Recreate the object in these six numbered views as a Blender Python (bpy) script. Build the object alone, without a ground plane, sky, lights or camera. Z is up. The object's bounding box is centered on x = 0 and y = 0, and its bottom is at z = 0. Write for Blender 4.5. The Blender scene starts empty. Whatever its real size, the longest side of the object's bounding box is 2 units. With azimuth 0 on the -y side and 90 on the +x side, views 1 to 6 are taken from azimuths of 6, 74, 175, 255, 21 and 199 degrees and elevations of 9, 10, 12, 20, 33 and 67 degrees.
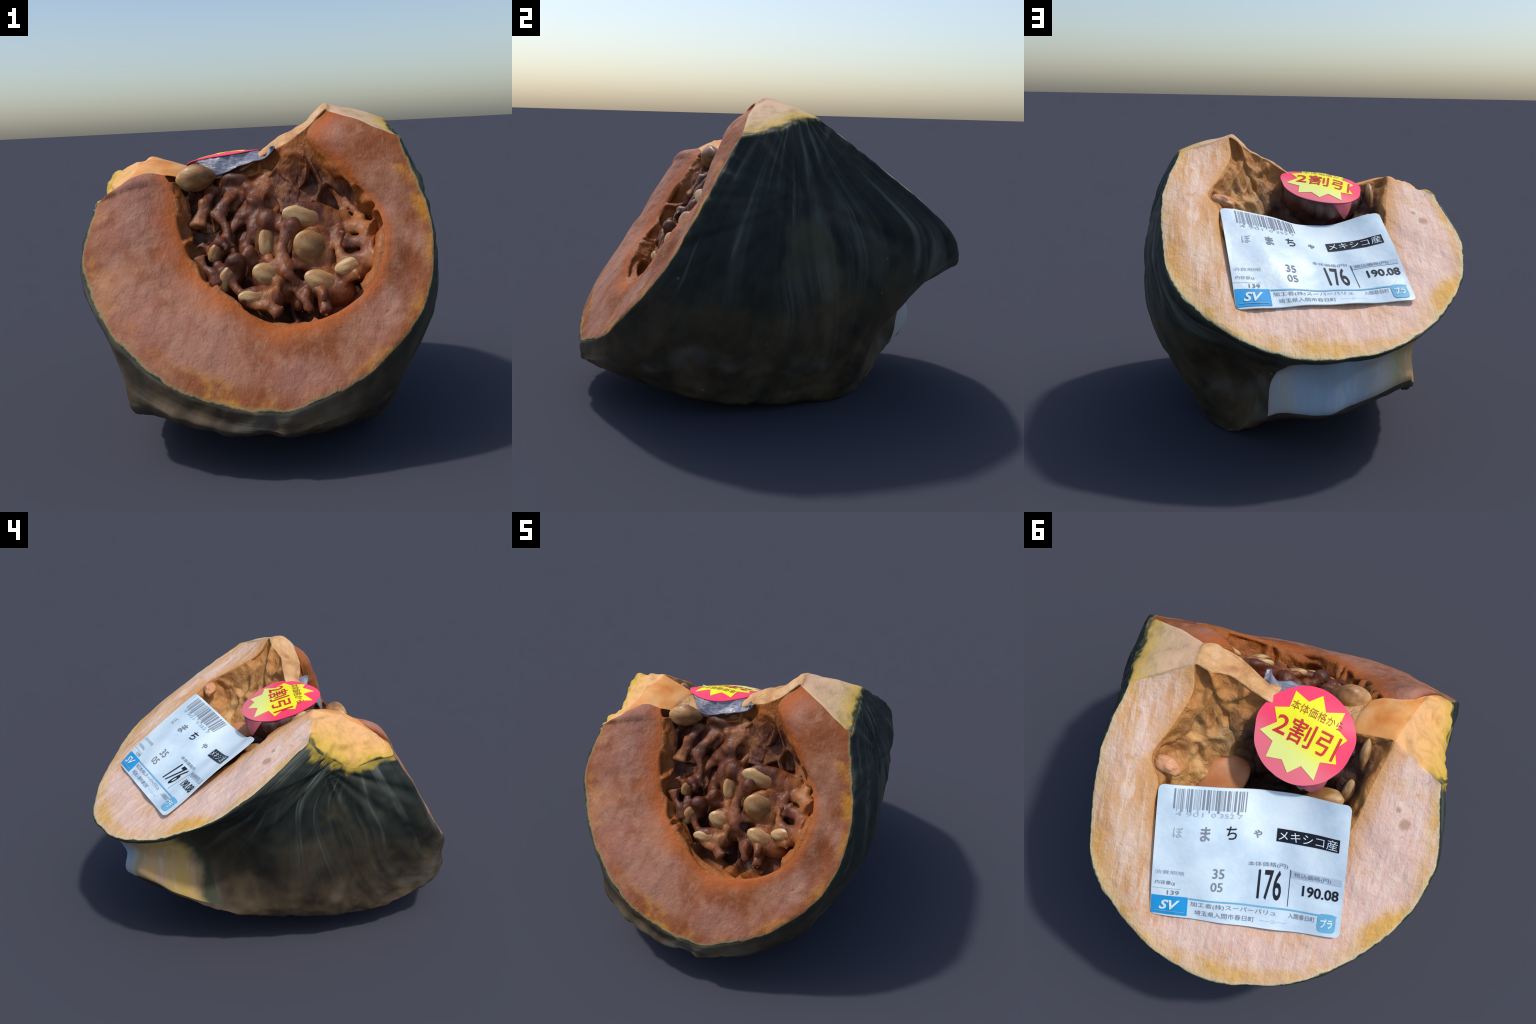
import bpy, bmesh, math, random
import numpy as np
from mathutils import Vector

random.seed(7)
rng = np.random.default_rng(7)

# ------------------------------------------------------------------ helpers
def hermite(keys, q):
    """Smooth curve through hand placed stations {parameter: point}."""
    ks = np.array(sorted(keys)); P = np.array([keys[k] for k in sorted(keys)], float)
    d = np.diff(P, axis=0) / np.diff(ks)[:, None]
    m = np.empty_like(P)
    m[0], m[-1] = d[0], d[-1]
    h = np.diff(ks)
    if len(ks) > 2:
        w = (h[:-1] / (h[:-1] + h[1:]))[:, None]
        m[1:-1] = d[:-1] * (1 - w) + d[1:] * w
    q = np.asarray(q, float)
    i = np.clip(np.searchsorted(ks, q, side="right") - 1, 0, len(ks) - 2)
    t = ((q - ks[i]) / h[i])[:, None]
    hh = h[i][:, None]
    return ((2*t**3 - 3*t**2 + 1) * P[i] + (t**3 - 2*t**2 + t) * hh * m[i]
            + (-2*t**3 + 3*t**2) * P[i+1] + (t**3 - t**2) * hh * m[i+1])

def _hash(ix, iy, iz, seed):
    n = (ix * 374761393 + iy * 668265263 + iz * 2147483647 + seed * 974634777) & 0xFFFFFFFF
    n = ((n ^ (n >> 13)) * 1274126177) & 0xFFFFFFFF
    n = n ^ (n >> 16)
    return (n & 0xFFFF) / 32767.5 - 1.0

def noise(P, scale, seed=0, octaves=1):
    """Smooth value noise in -1..1, summed over octaves."""
    out = np.zeros(len(P)); amp = 1.0; tot = 0
    for o in range(octaves):
        Q = P * scale * (2 ** o) + 17.3 * o
        I = np.floor(Q).astype(np.int64); f = Q - I
        f = f * f * (3 - 2 * f)
        v = 0
        for dx in (0, 1):
            for dy in (0, 1):
                for dz in (0, 1):
                    w = (np.where(dx, f[:, 0], 1 - f[:, 0]) * np.where(dy, f[:, 1], 1 - f[:, 1])
                         * np.where(dz, f[:, 2], 1 - f[:, 2]))
                    v = v + w * _hash(I[:, 0] + dx, I[:, 1] + dy, I[:, 2] + dz, seed + o)
        out += v * amp; tot += amp; amp *= 0.5
    return out / tot

def smooth01(x, a, b):
    t = np.clip((x - a) / (b - a), 0, 1)
    return t * t * (3 - 2 * t)

# ------------------------------------------------------------------ materials
class Mat:
    def __init__(self, name, rough=0.7, spec=0.2):
        self.m = bpy.data.materials.new(name); self.m.use_nodes = True
        self.t = self.m.node_tree; self.n = self.t.nodes; self.l = self.t.links
        self.b = self.n["Principled BSDF"]
        self.b.inputs["Roughness"].default_value = rough
        self.b.inputs["Specular IOR Level"].default_value = spec
        self.tc = self.n.new("ShaderNodeTexCoord")
    def link(self, a, b): self.l.new(a, b)
    def coord(self, scale=(1, 1, 1), kind="Object", loc=(0, 0, 0), rot=(0, 0, 0)):
        mp = self.n.new("ShaderNodeMapping")
        mp.inputs["Scale"].default_value = scale; mp.inputs["Location"].default_value = loc
        mp.inputs["Rotation"].default_value = rot
        self.link(self.tc.outputs[kind], mp.inputs["Vector"]); return mp.outputs["Vector"]
    def noise(self, vec, scale, detail=4, rough=0.55, dist=0.0):
        n = self.n.new("ShaderNodeTexNoise")
        n.inputs["Scale"].default_value = scale; n.inputs["Detail"].default_value = detail
        n.inputs["Roughness"].default_value = rough; n.inputs["Distortion"].default_value = dist
        self.link(vec, n.inputs["Vector"]); return n.outputs["Fac"]
    def voronoi(self, vec, scale, feature="F1"):
        n = self.n.new("ShaderNodeTexVoronoi"); n.feature = feature
        n.inputs["Scale"].default_value = scale
        self.link(vec, n.inputs["Vector"]); return n.outputs["Distance"]
    def ramp(self, fac, stops):
        r = self.n.new("ShaderNodeValToRGB"); e = r.color_ramp.elements
        while len(e) < len(stops): e.new(0.5)
        for el, (p, c) in zip(e, stops):
            el.position = p; el.color = (*c, 1) if len(c) == 3 else c
        self.link(fac, r.inputs["Fac"]); return r.outputs["Color"]
    def band(self, fac, a, b):
        """0 below a, 1 above b, smooth."""
        r = self.n.new("ShaderNodeMapRange"); r.interpolation_type = "SMOOTHSTEP"
        r.inputs["From Min"].default_value = a; r.inputs["From Max"].default_value = b
        self.link(fac, r.inputs["Value"]); return r.outputs["Result"]
    def math(self, op, a, b=None):
        n = self.n.new("ShaderNodeMath"); n.operation = op
        for i, x in enumerate((a, b)):
            if x is None: continue
            if isinstance(x, (int, float)): n.inputs[i].default_value = x
            else: self.link(x, n.inputs[i])
        return n.outputs[0]
    def mix(self, fac, a, b, mode="MIX"):
        n = self.n.new("ShaderNodeMix"); n.data_type = "RGBA"; n.blend_type = mode
        for s, x in ((n.inputs[0], fac), (n.inputs[6], a), (n.inputs[7], b)):
            if isinstance(x, (int, float)): s.default_value = x
            elif isinstance(x, tuple): s.default_value = (*x, 1)
            else: self.link(x, s)
        return n.outputs[2]
    def sep(self, kind="Object"):
        n = self.n.new("ShaderNodeSeparateXYZ"); self.link(self.tc.outputs[kind], n.inputs[0]); return n.outputs
    def bump(self, h, strength=0.3, dist=0.01):
        n = self.n.new("ShaderNodeBump"); n.inputs["Strength"].default_value = strength
        n.inputs["Distance"].default_value = dist
        self.link(h, n.inputs["Height"]); self.link(n.outputs[0], self.b.inputs["Normal"])
    def color(self, c):
        if isinstance(c, tuple): self.b.inputs["Base Color"].default_value = (*c, 1)
        else: self.link(c, self.b.inputs["Base Color"])
        return self.m

def rind_material():
    m = Mat("dark_green_rind", 0.6, 0.25)
    o = m.coord()
    base = m.ramp(m.noise(o, 5, 5), [(0.3, (.011, .015, .014)), (0.55, (.025, .031, .025)), (0.75, (.052, .058, .042))])
    # pale meridian ribs, broken up along their length
    st = m.noise(m.coord((2.2, 15, 1), "UV"), 1.0, 4, 0.55, 0.2)
    st2 = m.noise(m.coord((7.0, 5, 1), "UV"), 1.0, 3)
    stripe = m.math("MULTIPLY", m.band(st, 0.50, 0.68), m.band(st2, 0.36, 0.6))
    col = m.mix(stripe, base, (.135, .155, .130))
    broad = m.band(m.noise(m.coord((1.2, 8, 1), "UV", loc=(9, 2, 0)), 1.0, 4, 0.6, 0.4), 0.54, 0.70)
    col = m.mix(m.math("MULTIPLY", broad, 0.55), col, (.085, .095, .075))
    deep = m.band(m.noise(m.coord((2.6, 21, 1), "UV", loc=(3, 5, 0)), 1.0, 3), 0.55, 0.68)
    col = m.mix(m.math("MULTIPLY", deep, 0.6), col, (.006, .011, .014))
    # olive clouds
    ol = m.band(m.noise(m.coord(loc=(3, 1, 2)), 3.3, 4), 0.50, 0.66)
    col = m.mix(m.math("MULTIPLY", ol, 0.75), col, (.072, .062, .034))
    # uneven dust toward the base, with a paler border
    z = m.sep()[2]
    du = m.math("ADD", z, m.math("MULTIPLY", m.noise(m.coord(loc=(8, 0, 0)), 3.0, 4), 0.6))
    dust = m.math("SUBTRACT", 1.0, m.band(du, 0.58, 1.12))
    dn = m.ramp(m.noise(m.coord((1, 1, 0.5)), 6, 4), [(0.32, (.036, .024, .015)), (0.5, (.078, .052, .029)), (0.68, (.140, .094, .050))])
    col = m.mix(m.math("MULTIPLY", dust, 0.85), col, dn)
    scuff = m.math("MULTIPLY", m.band(du, 0.50, 0.56), m.math("SUBTRACT", 1.0, m.band(du, 0.58, 0.66)))
    col = m.mix(m.math("MULTIPLY", scuff, m.math("MULTIPLY", m.band(m.noise(o, 2.4, 3), 0.5, 0.62), 0.4)), col, (.13, .13, .12))
    # pale specks
    sp = m.math("SUBTRACT", 1.0, m.band(m.voronoi(o, 9), 0.03, 0.10))
    col = m.mix(m.math("MULTIPLY", sp, m.band(st2, 0.52, 0.62)), col, (.22, .22, .18))
    s = m.sep("UV")[0]
    tn = m.noise(m.coord((14, 9, 1), "UV"), 1.0, 4, 0.55)
    fr = m.math("ADD", s, m.math("MULTIPLY", m.math("SUBTRACT", tn, 0.5), 0.05))
    col = m.mix(m.band(fr, 0.985, 0.997), col, m.mix(tn, (.20, .17, .03), (.50, .33, .05)))
    col = m.mix(m.math("SUBTRACT", 1.0, m.band(fr, -0.006, 0.006)), col, (.30, .25, .07))
    m.bump(m.noise(m.coord((3, 30, 1), "UV"), 1.0, 5), 0.22, 0.02)
    return m.color(col)

def flesh_material(name, deep, light, pink, pale, lipcol, rimcol, rimgold, rimcream, streak_dir, streak, spots=()):
    """Cut flesh: cream line beside the rind, pale body, orange toward the hollow.  UV.y runs rim -> hollow."""
    m = Mat(name, 0.65, 0.2)
    r = m.sep("UV")[1]
    o = m.coord()
    n1 = m.noise(o, 4.5, 5); n2 = m.noise(m.coord(loc=(5, 2, 1)), 9, 5)
    col = m.mix(m.band(n1, 0.38, 0.62), deep, light)
    col = m.mix(m.math("MULTIPLY", m.band(m.math("SUBTRACT", m.noise(m.coord(loc=(2, 7, 3)), 2.6, 4), m.math("MULTIPLY", m.sep()[0], 0.16)), 0.40, 0.58), 0.85), col, pink)
    fine = m.noise(m.coord(streak_dir), 1.0, 4, 0.6, 0.3)
    col = m.mix(m.math("MULTIPLY", m.band(fine, 0.46, 0.66), streak), col, pale)
    wide = m.noise(m.coord(tuple(q * .3 for q in streak_dir), loc=(3, 1, 7)), 1.0, 3, 0.5, 0.4)
    col = m.mix(m.math("MULTIPLY", m.band(wide, 0.50, 0.62), streak * .7), col, pale)
    col = m.mix(m.math("MULTIPLY", m.band(n2, 0.54, 0.72), 0.55), col, deep)
    # small pale flecks and dark pits of torn cells
    fl = m.noise(m.coord((1.6, 1, 1), loc=(4, 4, 9)), 26, 4, 0.6, 0.6)
    col = m.mix(m.math("MULTIPLY", m.band(fl, 0.60, 0.74), 0.45), col, pale)
    col = m.mix(m.math("MULTIPLY", m.math("SUBTRACT", 1.0, m.band(fl, 0.27, 0.38)), 0.45), col, tuple(c * .5 for c in deep))
    jr = m.math("ADD", r, m.math("MULTIPLY", m.math("SUBTRACT", m.noise(o, 6, 4), 0.5), 0.30))
    col = m.mix(m.math("MULTIPLY", m.band(jr, 0.66, 1.0), 0.9), col, lipcol)
    edge = m.math("SUBTRACT", 1.0, m.band(jr, 0.10, 0.30))
    patchy = m.band(m.noise(m.coord(loc=(7, 3, 5)), 3.2, 4), 0.40, 0.62)
    col = m.mix(m.math("MULTIPLY", edge, m.math("ADD", m.math("MULTIPLY", patchy, 0.6), 0.3)), col, m.mix(m.band(m.noise(o, 7, 4), .45, .6), rimcol, rimgold))
    jr2 = m.math("ADD", r, m.math("MULTIPLY", m.math("SUBTRACT", m.noise(o, 15, 5), 0.5), 0.13))
    rim = m.math("SUBTRACT", 1.0, m.band(jr2, 0.01, 0.075))
    col = m.mix(m.math("MULTIPLY", rim, 0.85), col, rimcream)
    rim2 = m.math("SUBTRACT", 1.0, m.band(jr2, 0.0, 0.03))
    col = m.mix(rim2, col, (.025, .04, .03))
    for at, size in spots:                            # bruises
        d = m.n.new("ShaderNodeVectorMath"); d.operation = "DISTANCE"
        m.link(m.tc.outputs["Object"], d.inputs[0]); d.inputs[1].default_value = at
        dd = m.math("ADD", d.outputs["Value"], m.math("MULTIPLY", m.math("SUBTRACT", n2, .5), size * 1.2))
        col = m.mix(m.math("MULTIPLY", m.math("SUBTRACT", 1.0, m.band(dd, size * .3, size)), .6), col, tuple(c * .45 for c in deep))
    m.bump(m.math("ADD", m.math("ADD", m.noise(o, 22, 5), m.math("MULTIPLY", fine, 0.6)), m.math("MULTIPLY", fl, 0.7)), 0.5, 0.014)
    return m.color(col)

def trim_material(name, inner, mid, edge):
    m = Mat(name, 0.65, 0.2)
    r = m.sep("UV")[1]
    n = m.noise(m.coord(), 7, 5)
    jr = m.math("ADD", r, m.math("MULTIPLY", m.math("SUBTRACT", n, 0.5), 0.45))
    col = m.ramp(jr, [(0.02, (.05, .06, .03)), (0.07, edge), (0.4, mid), (0.8, inner)])
    col = m.mix(m.math("MULTIPLY", m.band(m.noise(m.coord(loc=(1, 4, 2)), 13, 4), 0.5, 0.7), 0.5), col,
                tuple(c * 0.6 for c in mid))
    m.bump(m.noise(m.coord(), 20, 5), 0.5, 0.015)
    return m.color(col)

def hollow_material(name, stops, dark, scale, lip=None, maroon=None):
    m = Mat(name, 0.5, 0.35)
    o = m.coord()
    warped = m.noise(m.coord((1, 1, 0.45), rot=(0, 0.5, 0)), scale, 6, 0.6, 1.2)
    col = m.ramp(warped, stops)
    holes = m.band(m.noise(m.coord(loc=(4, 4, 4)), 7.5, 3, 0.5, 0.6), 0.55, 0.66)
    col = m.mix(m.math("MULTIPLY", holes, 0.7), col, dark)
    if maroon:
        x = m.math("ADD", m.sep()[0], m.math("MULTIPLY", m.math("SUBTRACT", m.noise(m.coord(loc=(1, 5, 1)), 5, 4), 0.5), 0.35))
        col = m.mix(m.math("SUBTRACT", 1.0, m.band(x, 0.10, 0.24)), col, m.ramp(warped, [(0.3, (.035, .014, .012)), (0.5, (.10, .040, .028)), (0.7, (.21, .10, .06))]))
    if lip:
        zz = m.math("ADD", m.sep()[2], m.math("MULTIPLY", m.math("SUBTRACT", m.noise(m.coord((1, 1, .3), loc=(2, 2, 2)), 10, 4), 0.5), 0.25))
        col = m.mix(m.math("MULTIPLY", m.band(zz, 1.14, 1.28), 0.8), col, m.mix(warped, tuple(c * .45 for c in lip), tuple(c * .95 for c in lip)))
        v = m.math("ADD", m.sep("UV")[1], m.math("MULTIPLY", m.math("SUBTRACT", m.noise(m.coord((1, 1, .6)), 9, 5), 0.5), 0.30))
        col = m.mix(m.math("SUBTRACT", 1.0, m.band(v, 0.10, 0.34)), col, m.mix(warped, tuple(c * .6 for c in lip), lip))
    m.bump(m.noise(m.coord((1, 1, 0.5)), 26, 6, 0.6, 1.0), 0.7, 0.02)
    return m.color(col)

def speckled(name, stops, scale=9, rough=0.6, spec=0.25, stretch=(1, 1, 1), bump=0.3, random_tint=False):
    m = Mat(name, rough, spec)
    f = m.noise(m.coord(stretch), scale, 5, 0.55, 0.4)
    if random_tint:
        oi = m.n.new("ShaderNodeObjectInfo")
        f = m.math("ADD", f, m.math("MULTIPLY", m.math("SUBTRACT", oi.outputs["Random"], 0.5), 0.22))
    m.bump(m.noise(m.coord(stretch), scale * 3, 5), bump, 0.01)
    return m.color(m.ramp(f, stops))

def seed_material(name, dark, mid, pale):
    m = Mat(name, 0.38, 0.45)
    x = m.sep()[0]
    oi = m.n.new("ShaderNodeObjectInfo").outputs["Random"]
    n = m.noise(m.coord((1, 1, 1)), 1.6, 4, 0.5, 0.3)
    f = m.math("ADD", m.math("MULTIPLY", x, -0.28), m.math("ADD", n, m.math("MULTIPLY", m.math("SUBTRACT", oi, 0.5), 0.25)))
    col = m.ramp(f, [(0.22, dark), (0.52, mid), (0.85, pale)])
    m.bump(m.noise(m.coord(), 2.5, 4), 0.15, 0.02)
    return m.color(col)

def web_material():
    m = Mat("red_brown_pulp_web", 0.45, 0.4)
    o = m.coord((1, 1, .6))
    n = m.noise(o, 5, 5, 0.6, 0.8)
    col = m.ramp(n, [(0.27, (.045, .012, .006)), (0.42, (.13, .034, .012)), (0.55, (.26, .082, .024)), (0.70, (.42, .18, .055))])
    # orange where it joins the flesh on the stem side and along the floor
    p = m.sep()
    side = m.math("ADD", m.math("SUBTRACT", p[0], m.math("MULTIPLY", p[2], 0.35)), m.math("MULTIPLY", m.noise(m.coord(loc=(3, 3, 3)), 6, 3), 0.25))
    col = m.mix(m.math("MULTIPLY", m.band(side, 0.24, 0.42), 0.75), col, (.34, .095, .020))
    pu = m.band(m.noise(m.coord(loc=(6, 1, 4)), 4, 3), .55, .68)
    col = m.mix(m.math("MULTIPLY", pu, 0.7), col, (.055, .017, .011))
    m.bump(m.noise(o, 24, 5, .6, .8), .5, .015)
    return m.color(col)

def wall_material():
    m = Mat("pale_streaked_underside", 0.7, 0.15)
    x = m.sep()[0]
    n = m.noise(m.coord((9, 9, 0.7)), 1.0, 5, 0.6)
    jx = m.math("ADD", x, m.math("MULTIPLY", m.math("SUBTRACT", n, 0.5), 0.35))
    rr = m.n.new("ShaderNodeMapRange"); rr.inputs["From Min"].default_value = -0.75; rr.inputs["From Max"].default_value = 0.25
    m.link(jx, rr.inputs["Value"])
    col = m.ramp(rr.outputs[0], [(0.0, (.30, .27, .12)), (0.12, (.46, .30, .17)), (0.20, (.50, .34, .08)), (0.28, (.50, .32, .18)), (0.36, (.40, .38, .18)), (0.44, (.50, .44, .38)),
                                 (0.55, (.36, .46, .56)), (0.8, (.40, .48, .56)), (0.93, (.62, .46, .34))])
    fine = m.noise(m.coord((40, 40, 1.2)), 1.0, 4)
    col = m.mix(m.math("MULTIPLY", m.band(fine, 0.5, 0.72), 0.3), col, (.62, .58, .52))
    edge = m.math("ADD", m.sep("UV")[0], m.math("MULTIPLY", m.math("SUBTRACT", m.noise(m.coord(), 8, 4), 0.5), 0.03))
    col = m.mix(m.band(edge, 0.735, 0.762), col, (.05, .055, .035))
    return m.color(col)

def plain(name, c, rough=0.5, spec=0.3, var=0.0, scale=6):
    m = Mat(name, rough, spec)
    if var:
        col = m.ramp(m.noise(m.coord(), scale, 4), [(0.3, tuple(x * (1 - var) for x in c)), (0.7, tuple(min(1, x * (1 + var)) for x in c))])
        return m.color(col)
    return m.color(c)

M = {
    "rind": rind_material(),
    "front": flesh_material("orange_cut_flesh", (.23, .064, .020), (.31, .108, .046), (.34, .145, .100), (.44, .230, .145), (.40, .095, .014),  # flesh colours darkened: part of the front's shade is baked in
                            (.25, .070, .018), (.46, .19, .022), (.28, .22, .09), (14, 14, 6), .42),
    "back": flesh_material("pale_cut_flesh", (.70, .37, .17), (.76, .49, .30), (.80, .54, .46), (.86, .66, .54), (.68, .34, .12),
                           (.76, .50, .24), (.74, .40, .07), (.66, .62, .34), (42, 6, 6), .65, [((-.644, .208, 1.072), .035), ((-.60, .16, 1.10), .02)]),
    "stem": trim_material("pale_trimmed_flesh", (.66, .42, .26), (.66, .45, .25), (.62, .40, .08)),
    "blossom": trim_material("yellow_trimmed_flesh", (.76, .42, .18), (.74, .42, .13), (.58, .38, .06)),
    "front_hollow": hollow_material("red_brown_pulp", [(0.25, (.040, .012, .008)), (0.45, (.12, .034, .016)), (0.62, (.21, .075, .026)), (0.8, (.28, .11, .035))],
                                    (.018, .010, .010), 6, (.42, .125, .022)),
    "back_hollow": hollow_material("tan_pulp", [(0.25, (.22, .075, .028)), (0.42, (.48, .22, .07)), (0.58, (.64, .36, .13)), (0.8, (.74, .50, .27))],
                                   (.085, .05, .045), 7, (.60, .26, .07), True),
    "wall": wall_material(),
    "ridge": hollow_material("pale_ridge_pulp", [(0.25, (.40, .16, .05)), (0.45, (.62, .34, .14)), (0.58, (.66, .38, .17)), (0.7, (.72, .48, .30)), (0.85, (.60, .30, .10))], (.40, .15, .05), 6),
    "flap": speckled("torn_orange_flesh", [(0.3, (.42, .13, .045)), (0.5, (.56, .22, .085)), (0.75, (.66, .36, .19))], 5, 0.45, 0.4),
    "cap": speckled("orange_cap_flesh", [(0.3, (.62, .20, .04)), (0.5, (.72, .33, .10)), (0.75, (.74, .46, .26))], 6),
    "seed": seed_material("tan_seed_coat", (.17, .070, .022), (.36, .17, .058), (.58, .38, .17)),
    "pale_seed": seed_material("pale_seed_coat", (.26, .15, .04), (.50, .36, .12), (.62, .52, .26)),
    "strand": web_material(),
    "plug": speckled("dark_pulp", [(0.3, (.05, .022, .02)), (0.55, (.13, .06, .05)), (0.78, (.24, .13, .11))], 6, 0.5, 0.35, (3, 3, .5), 0.5),
    "paper": None, "film": None,
}

# ------------------------------------------------------------------ wedge skeleton
# Stations s run along the U of the wedge: 0 = stem end, 11 = blossom end.
A1, A2 = (.345, -.180, 1.455), (.350, -.075, 1.468)   # the two sides of the blunt peak at the stem end
PL = (-.506, -.068, 1.273)       # peak at the blossom end
LT = (-.600, -.401, 1.118)       # front corner of the blossom trim
HL = (-.405, -.292, 1.188)       # where the front face meets the seed hollow at the top
# rind cross-sections: front rim, upper skirt, front foot, two below, back foot, wall top, lip, back rim
SKIN = {
    0: [(.671, -.326, 1.313), (.66, -.25, 1.325), (.647, -.145, 1.345), (.637, -.085, 1.37), (.63, -.03, 1.388), (.622, .0, 1.391), (.62, .02, 1.391), (.618, .035, 1.391), (.615, .048, 1.391)],
    1: [(.733, -.452, 1.117), (.750, -.38, 1.115), (.752, -.25, 1.12), (.735, -.10, 1.14), (.715, .03, 1.165), (.70, .12, 1.18), (.69, .20, 1.19), (.685, .25, 1.197), (.676, .296, 1.198)],
    2: [(.766, -.585, .90), (.795, -.52, .85), (.815, -.35, .79), (.805, -.10, .77), (.775, .15, .79), (.735, .37, .84), (.70, .52, .875), (.665, .62, .91), (.633, .672, .925)],
    3: [(.741, -.694, .718), (.762, -.62, .60), (.760, -.40, .46), (.735, -.05, .40), (.665, .20, .39), (.580, .37, .375), (.53, .56, .52), (.515, .765, .70), (.500, .84, .77)],
    3.5: [(.690, -.768, .613), (.672, -.71, .46), (.635, -.50, .25), (.615, -.10, .17), (.51, .25, .135), (.40, .42, .20), (.315, .55, .44), (.40, .83, .655), (.39, .91, .71)],
    4: [(.60, -.831, .515), (.585, -.77, .35), (.560, -.54, .13), (.545, -.15, .045), (.42, .30, .01), (.285, .45, .09), (.225, .58, .38), (.28, .87, .60), (.279, .965, .655)],
    4.5: [(.45, -.90, .396), (.42, -.90, .29), (.365, -.885, .215), (.42, -.40, .05), (.38, .28, .01), (.26, .52, .12), (.21, .62, .40), (.17, .92, .58), (.15, .992, .620)],
    5: [(.20, -.995, .310), (.19, -.985, .23), (.17, -.96, .185), (.20, -.50, .06), (.30, .20, .02), (.20, .60, .16), (.165, .70, .42), (.07, .95, .57), (.04, 1.008, .602)],
    5.5: [(.09, -.993, .300), (.08, -.985, .24), (.07, -.965, .20), (.05, -.50, .08), (.15, .20, .04), (.110, .745, .245), (.10, .745, .455), (-.01, .95, .565), (-.04, 1.002, .600)],
    6: [(-.01, -.988, .306), (-.015, -.985, .25), (-.02, -.975, .195), (-.03, -.50, .10), (0, .20, .08), (-.04, .815, .262), (-.04, .83, .43), (-.09, .94, .565), (-.12, .988, .600)],
    7: [(-.30, -.94, .383), (-.29, -.945, .31), (-.27, -.945, .235), (-.28, -.40, .08), (-.28, .20, .10), (-.20, .81, .305), (-.22, .825, .47), (-.33, .89, .585), (-.36, .908, .622)],
    7.5: [(-.43, -.88, .455), (-.42, -.89, .36), (-.40, -.90, .27), (-.42, -.35, .09), (-.44, .20, .15), (-.36, .815, .38), (-.38, .805, .54), (-.47, .83, .635), (-.49, .825, .660)],
    7.75: [(-.49, -.84, .497), (-.475, -.85, .39), (-.45, -.86, .267), (-.46, -.40, .12), (-.48, .15, .16), (-.46, .775, .41), (-.47, .755, .56), (-.53, .775, .655), (-.545, .78, .680)],
    8: [(-.55, -.793, .540), (-.53, -.805, .42), (-.505, -.81, .265), (-.52, -.45, .135), (-.52, .05, .16), (-.52, .63, .340), (-.505, .625, .54), (-.57, .71, .675), (-.60, .735, .70)],
    8.5: [(-.645, -.71, .645), (-.61, -.69, .48), (-.54, -.60, .26), (-.590, -.30, .155), (-.585, .05, .19), (-.530, .38, .25), (-.425, .45, .50), (-.65, .60, .735), (-.69, .635, .765)],
    9: [(-.715, -.62, .75), (-.72, -.575, .64), (-.655, -.40, .46), (-.65, -.18, .37), (-.655, .06, .37), (-.580, .25, .43), (-.500, .36, .63), (-.72, .485, .80), (-.77, .51, .835)],
    9.5: [(-.745, -.56, .853), (-.752, -.50, .76), (-.71, -.33, .66), (-.70, -.07, .61), (-.705, .08, .61), (-.70, .22, .66), (-.68, .30, .77), (-.775, .375, .87), (-.80, .40, .915)],
    10: [(-.738, -.51, .93), (-.755, -.44, .86), (-.735, -.25, .81), (-.725, -.02, .80), (-.75, .10, .84), (-.775, .18, .88), (-.785, .24, .925), (-.805, .285, .965), (-.81, .30, .985)],
    11: [(-.716, -.418, 1.067), (-.728, -.31, 1.06), (-.730, -.21, 1.03), (-.740, -.13, 1.06), (-.75, -.07, 1.095), (-.76, -.035, 1.115), (-.765, .0, 1.14), (-.755, .015, 1.165), (-.745, .03, 1.18)],
}
FRONT_LIP = {0: A1, .5: (.250, -.255, 1.345), 1: (.340, -.322, 1.228), 2: (.525, -.465, 1.05), 3: (.563, -.612, .885), 4: (.462, -.715, .70), 4.6: (.32, -.755, .62), 5: (.19, -.762, .59), 5.6: (.07, -.755, .60),
             6: (-.02, -.730, .660), 7: (-.13, -.68, .725), 8: (-.24, -.58, .81), 9: (-.293, -.505, .92), 10: (-.336, -.41, 1.055), 11: (-.365, -.335, 1.145), 12: HL}
BACK_LIP = {0: A2, .5: (.335, .00, 1.37), 1: (.385, .12, 1.29), 2: (.45, .27, 1.20), 2.5: (.400, .335, 1.158), 3: (.402, .43, 1.08), 3.5: (.355, .53, .99), 4: (.29, .59, .92), 5: (.10, .64, .85), 6: (-.05, .66, .81),
            7: (-.22, .60, .81), 8: (-.355, .41, .915), 9: (-.425, .255, 1.045), 10: (-.455, .11, 1.16), 11: PL}
# blunt ridge between the two hollows, sagging under the sticker: its front and back edges
RIDGE_F = {0: A1, 1: (.285, -.215, 1.402), 2: (.229, -.222, 1.358), 3: (.165, -.212, 1.318), 4: (.06, -.180, 1.265), 5: (-.10, -.215, 1.175), 6: (-.26, -.225, 1.160), 7: HL}
RIDGE_B = {0: A2, 1: (.290, -.075, 1.435), 2: (.229, -.105, 1.390), 3: (.165, -.100, 1.352), 4: (.06, -.085, 1.295), 5: (-.10, -.080, 1.205), 6: (-.25, -.085, 1.185), 7: (-.356, -.078, 1.220), 8: PL}
TOP_EDGE = {0: LT, .45: (-.515, -.308, 1.195), 1: HL}   # front edge of the orange cap

NF = np.array((-.07, -.811, .581)); NB = np.array((-.117, .568, .814))
NF /= np.linalg.norm(NF); NB /= np.linalg.norm(NB)

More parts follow.
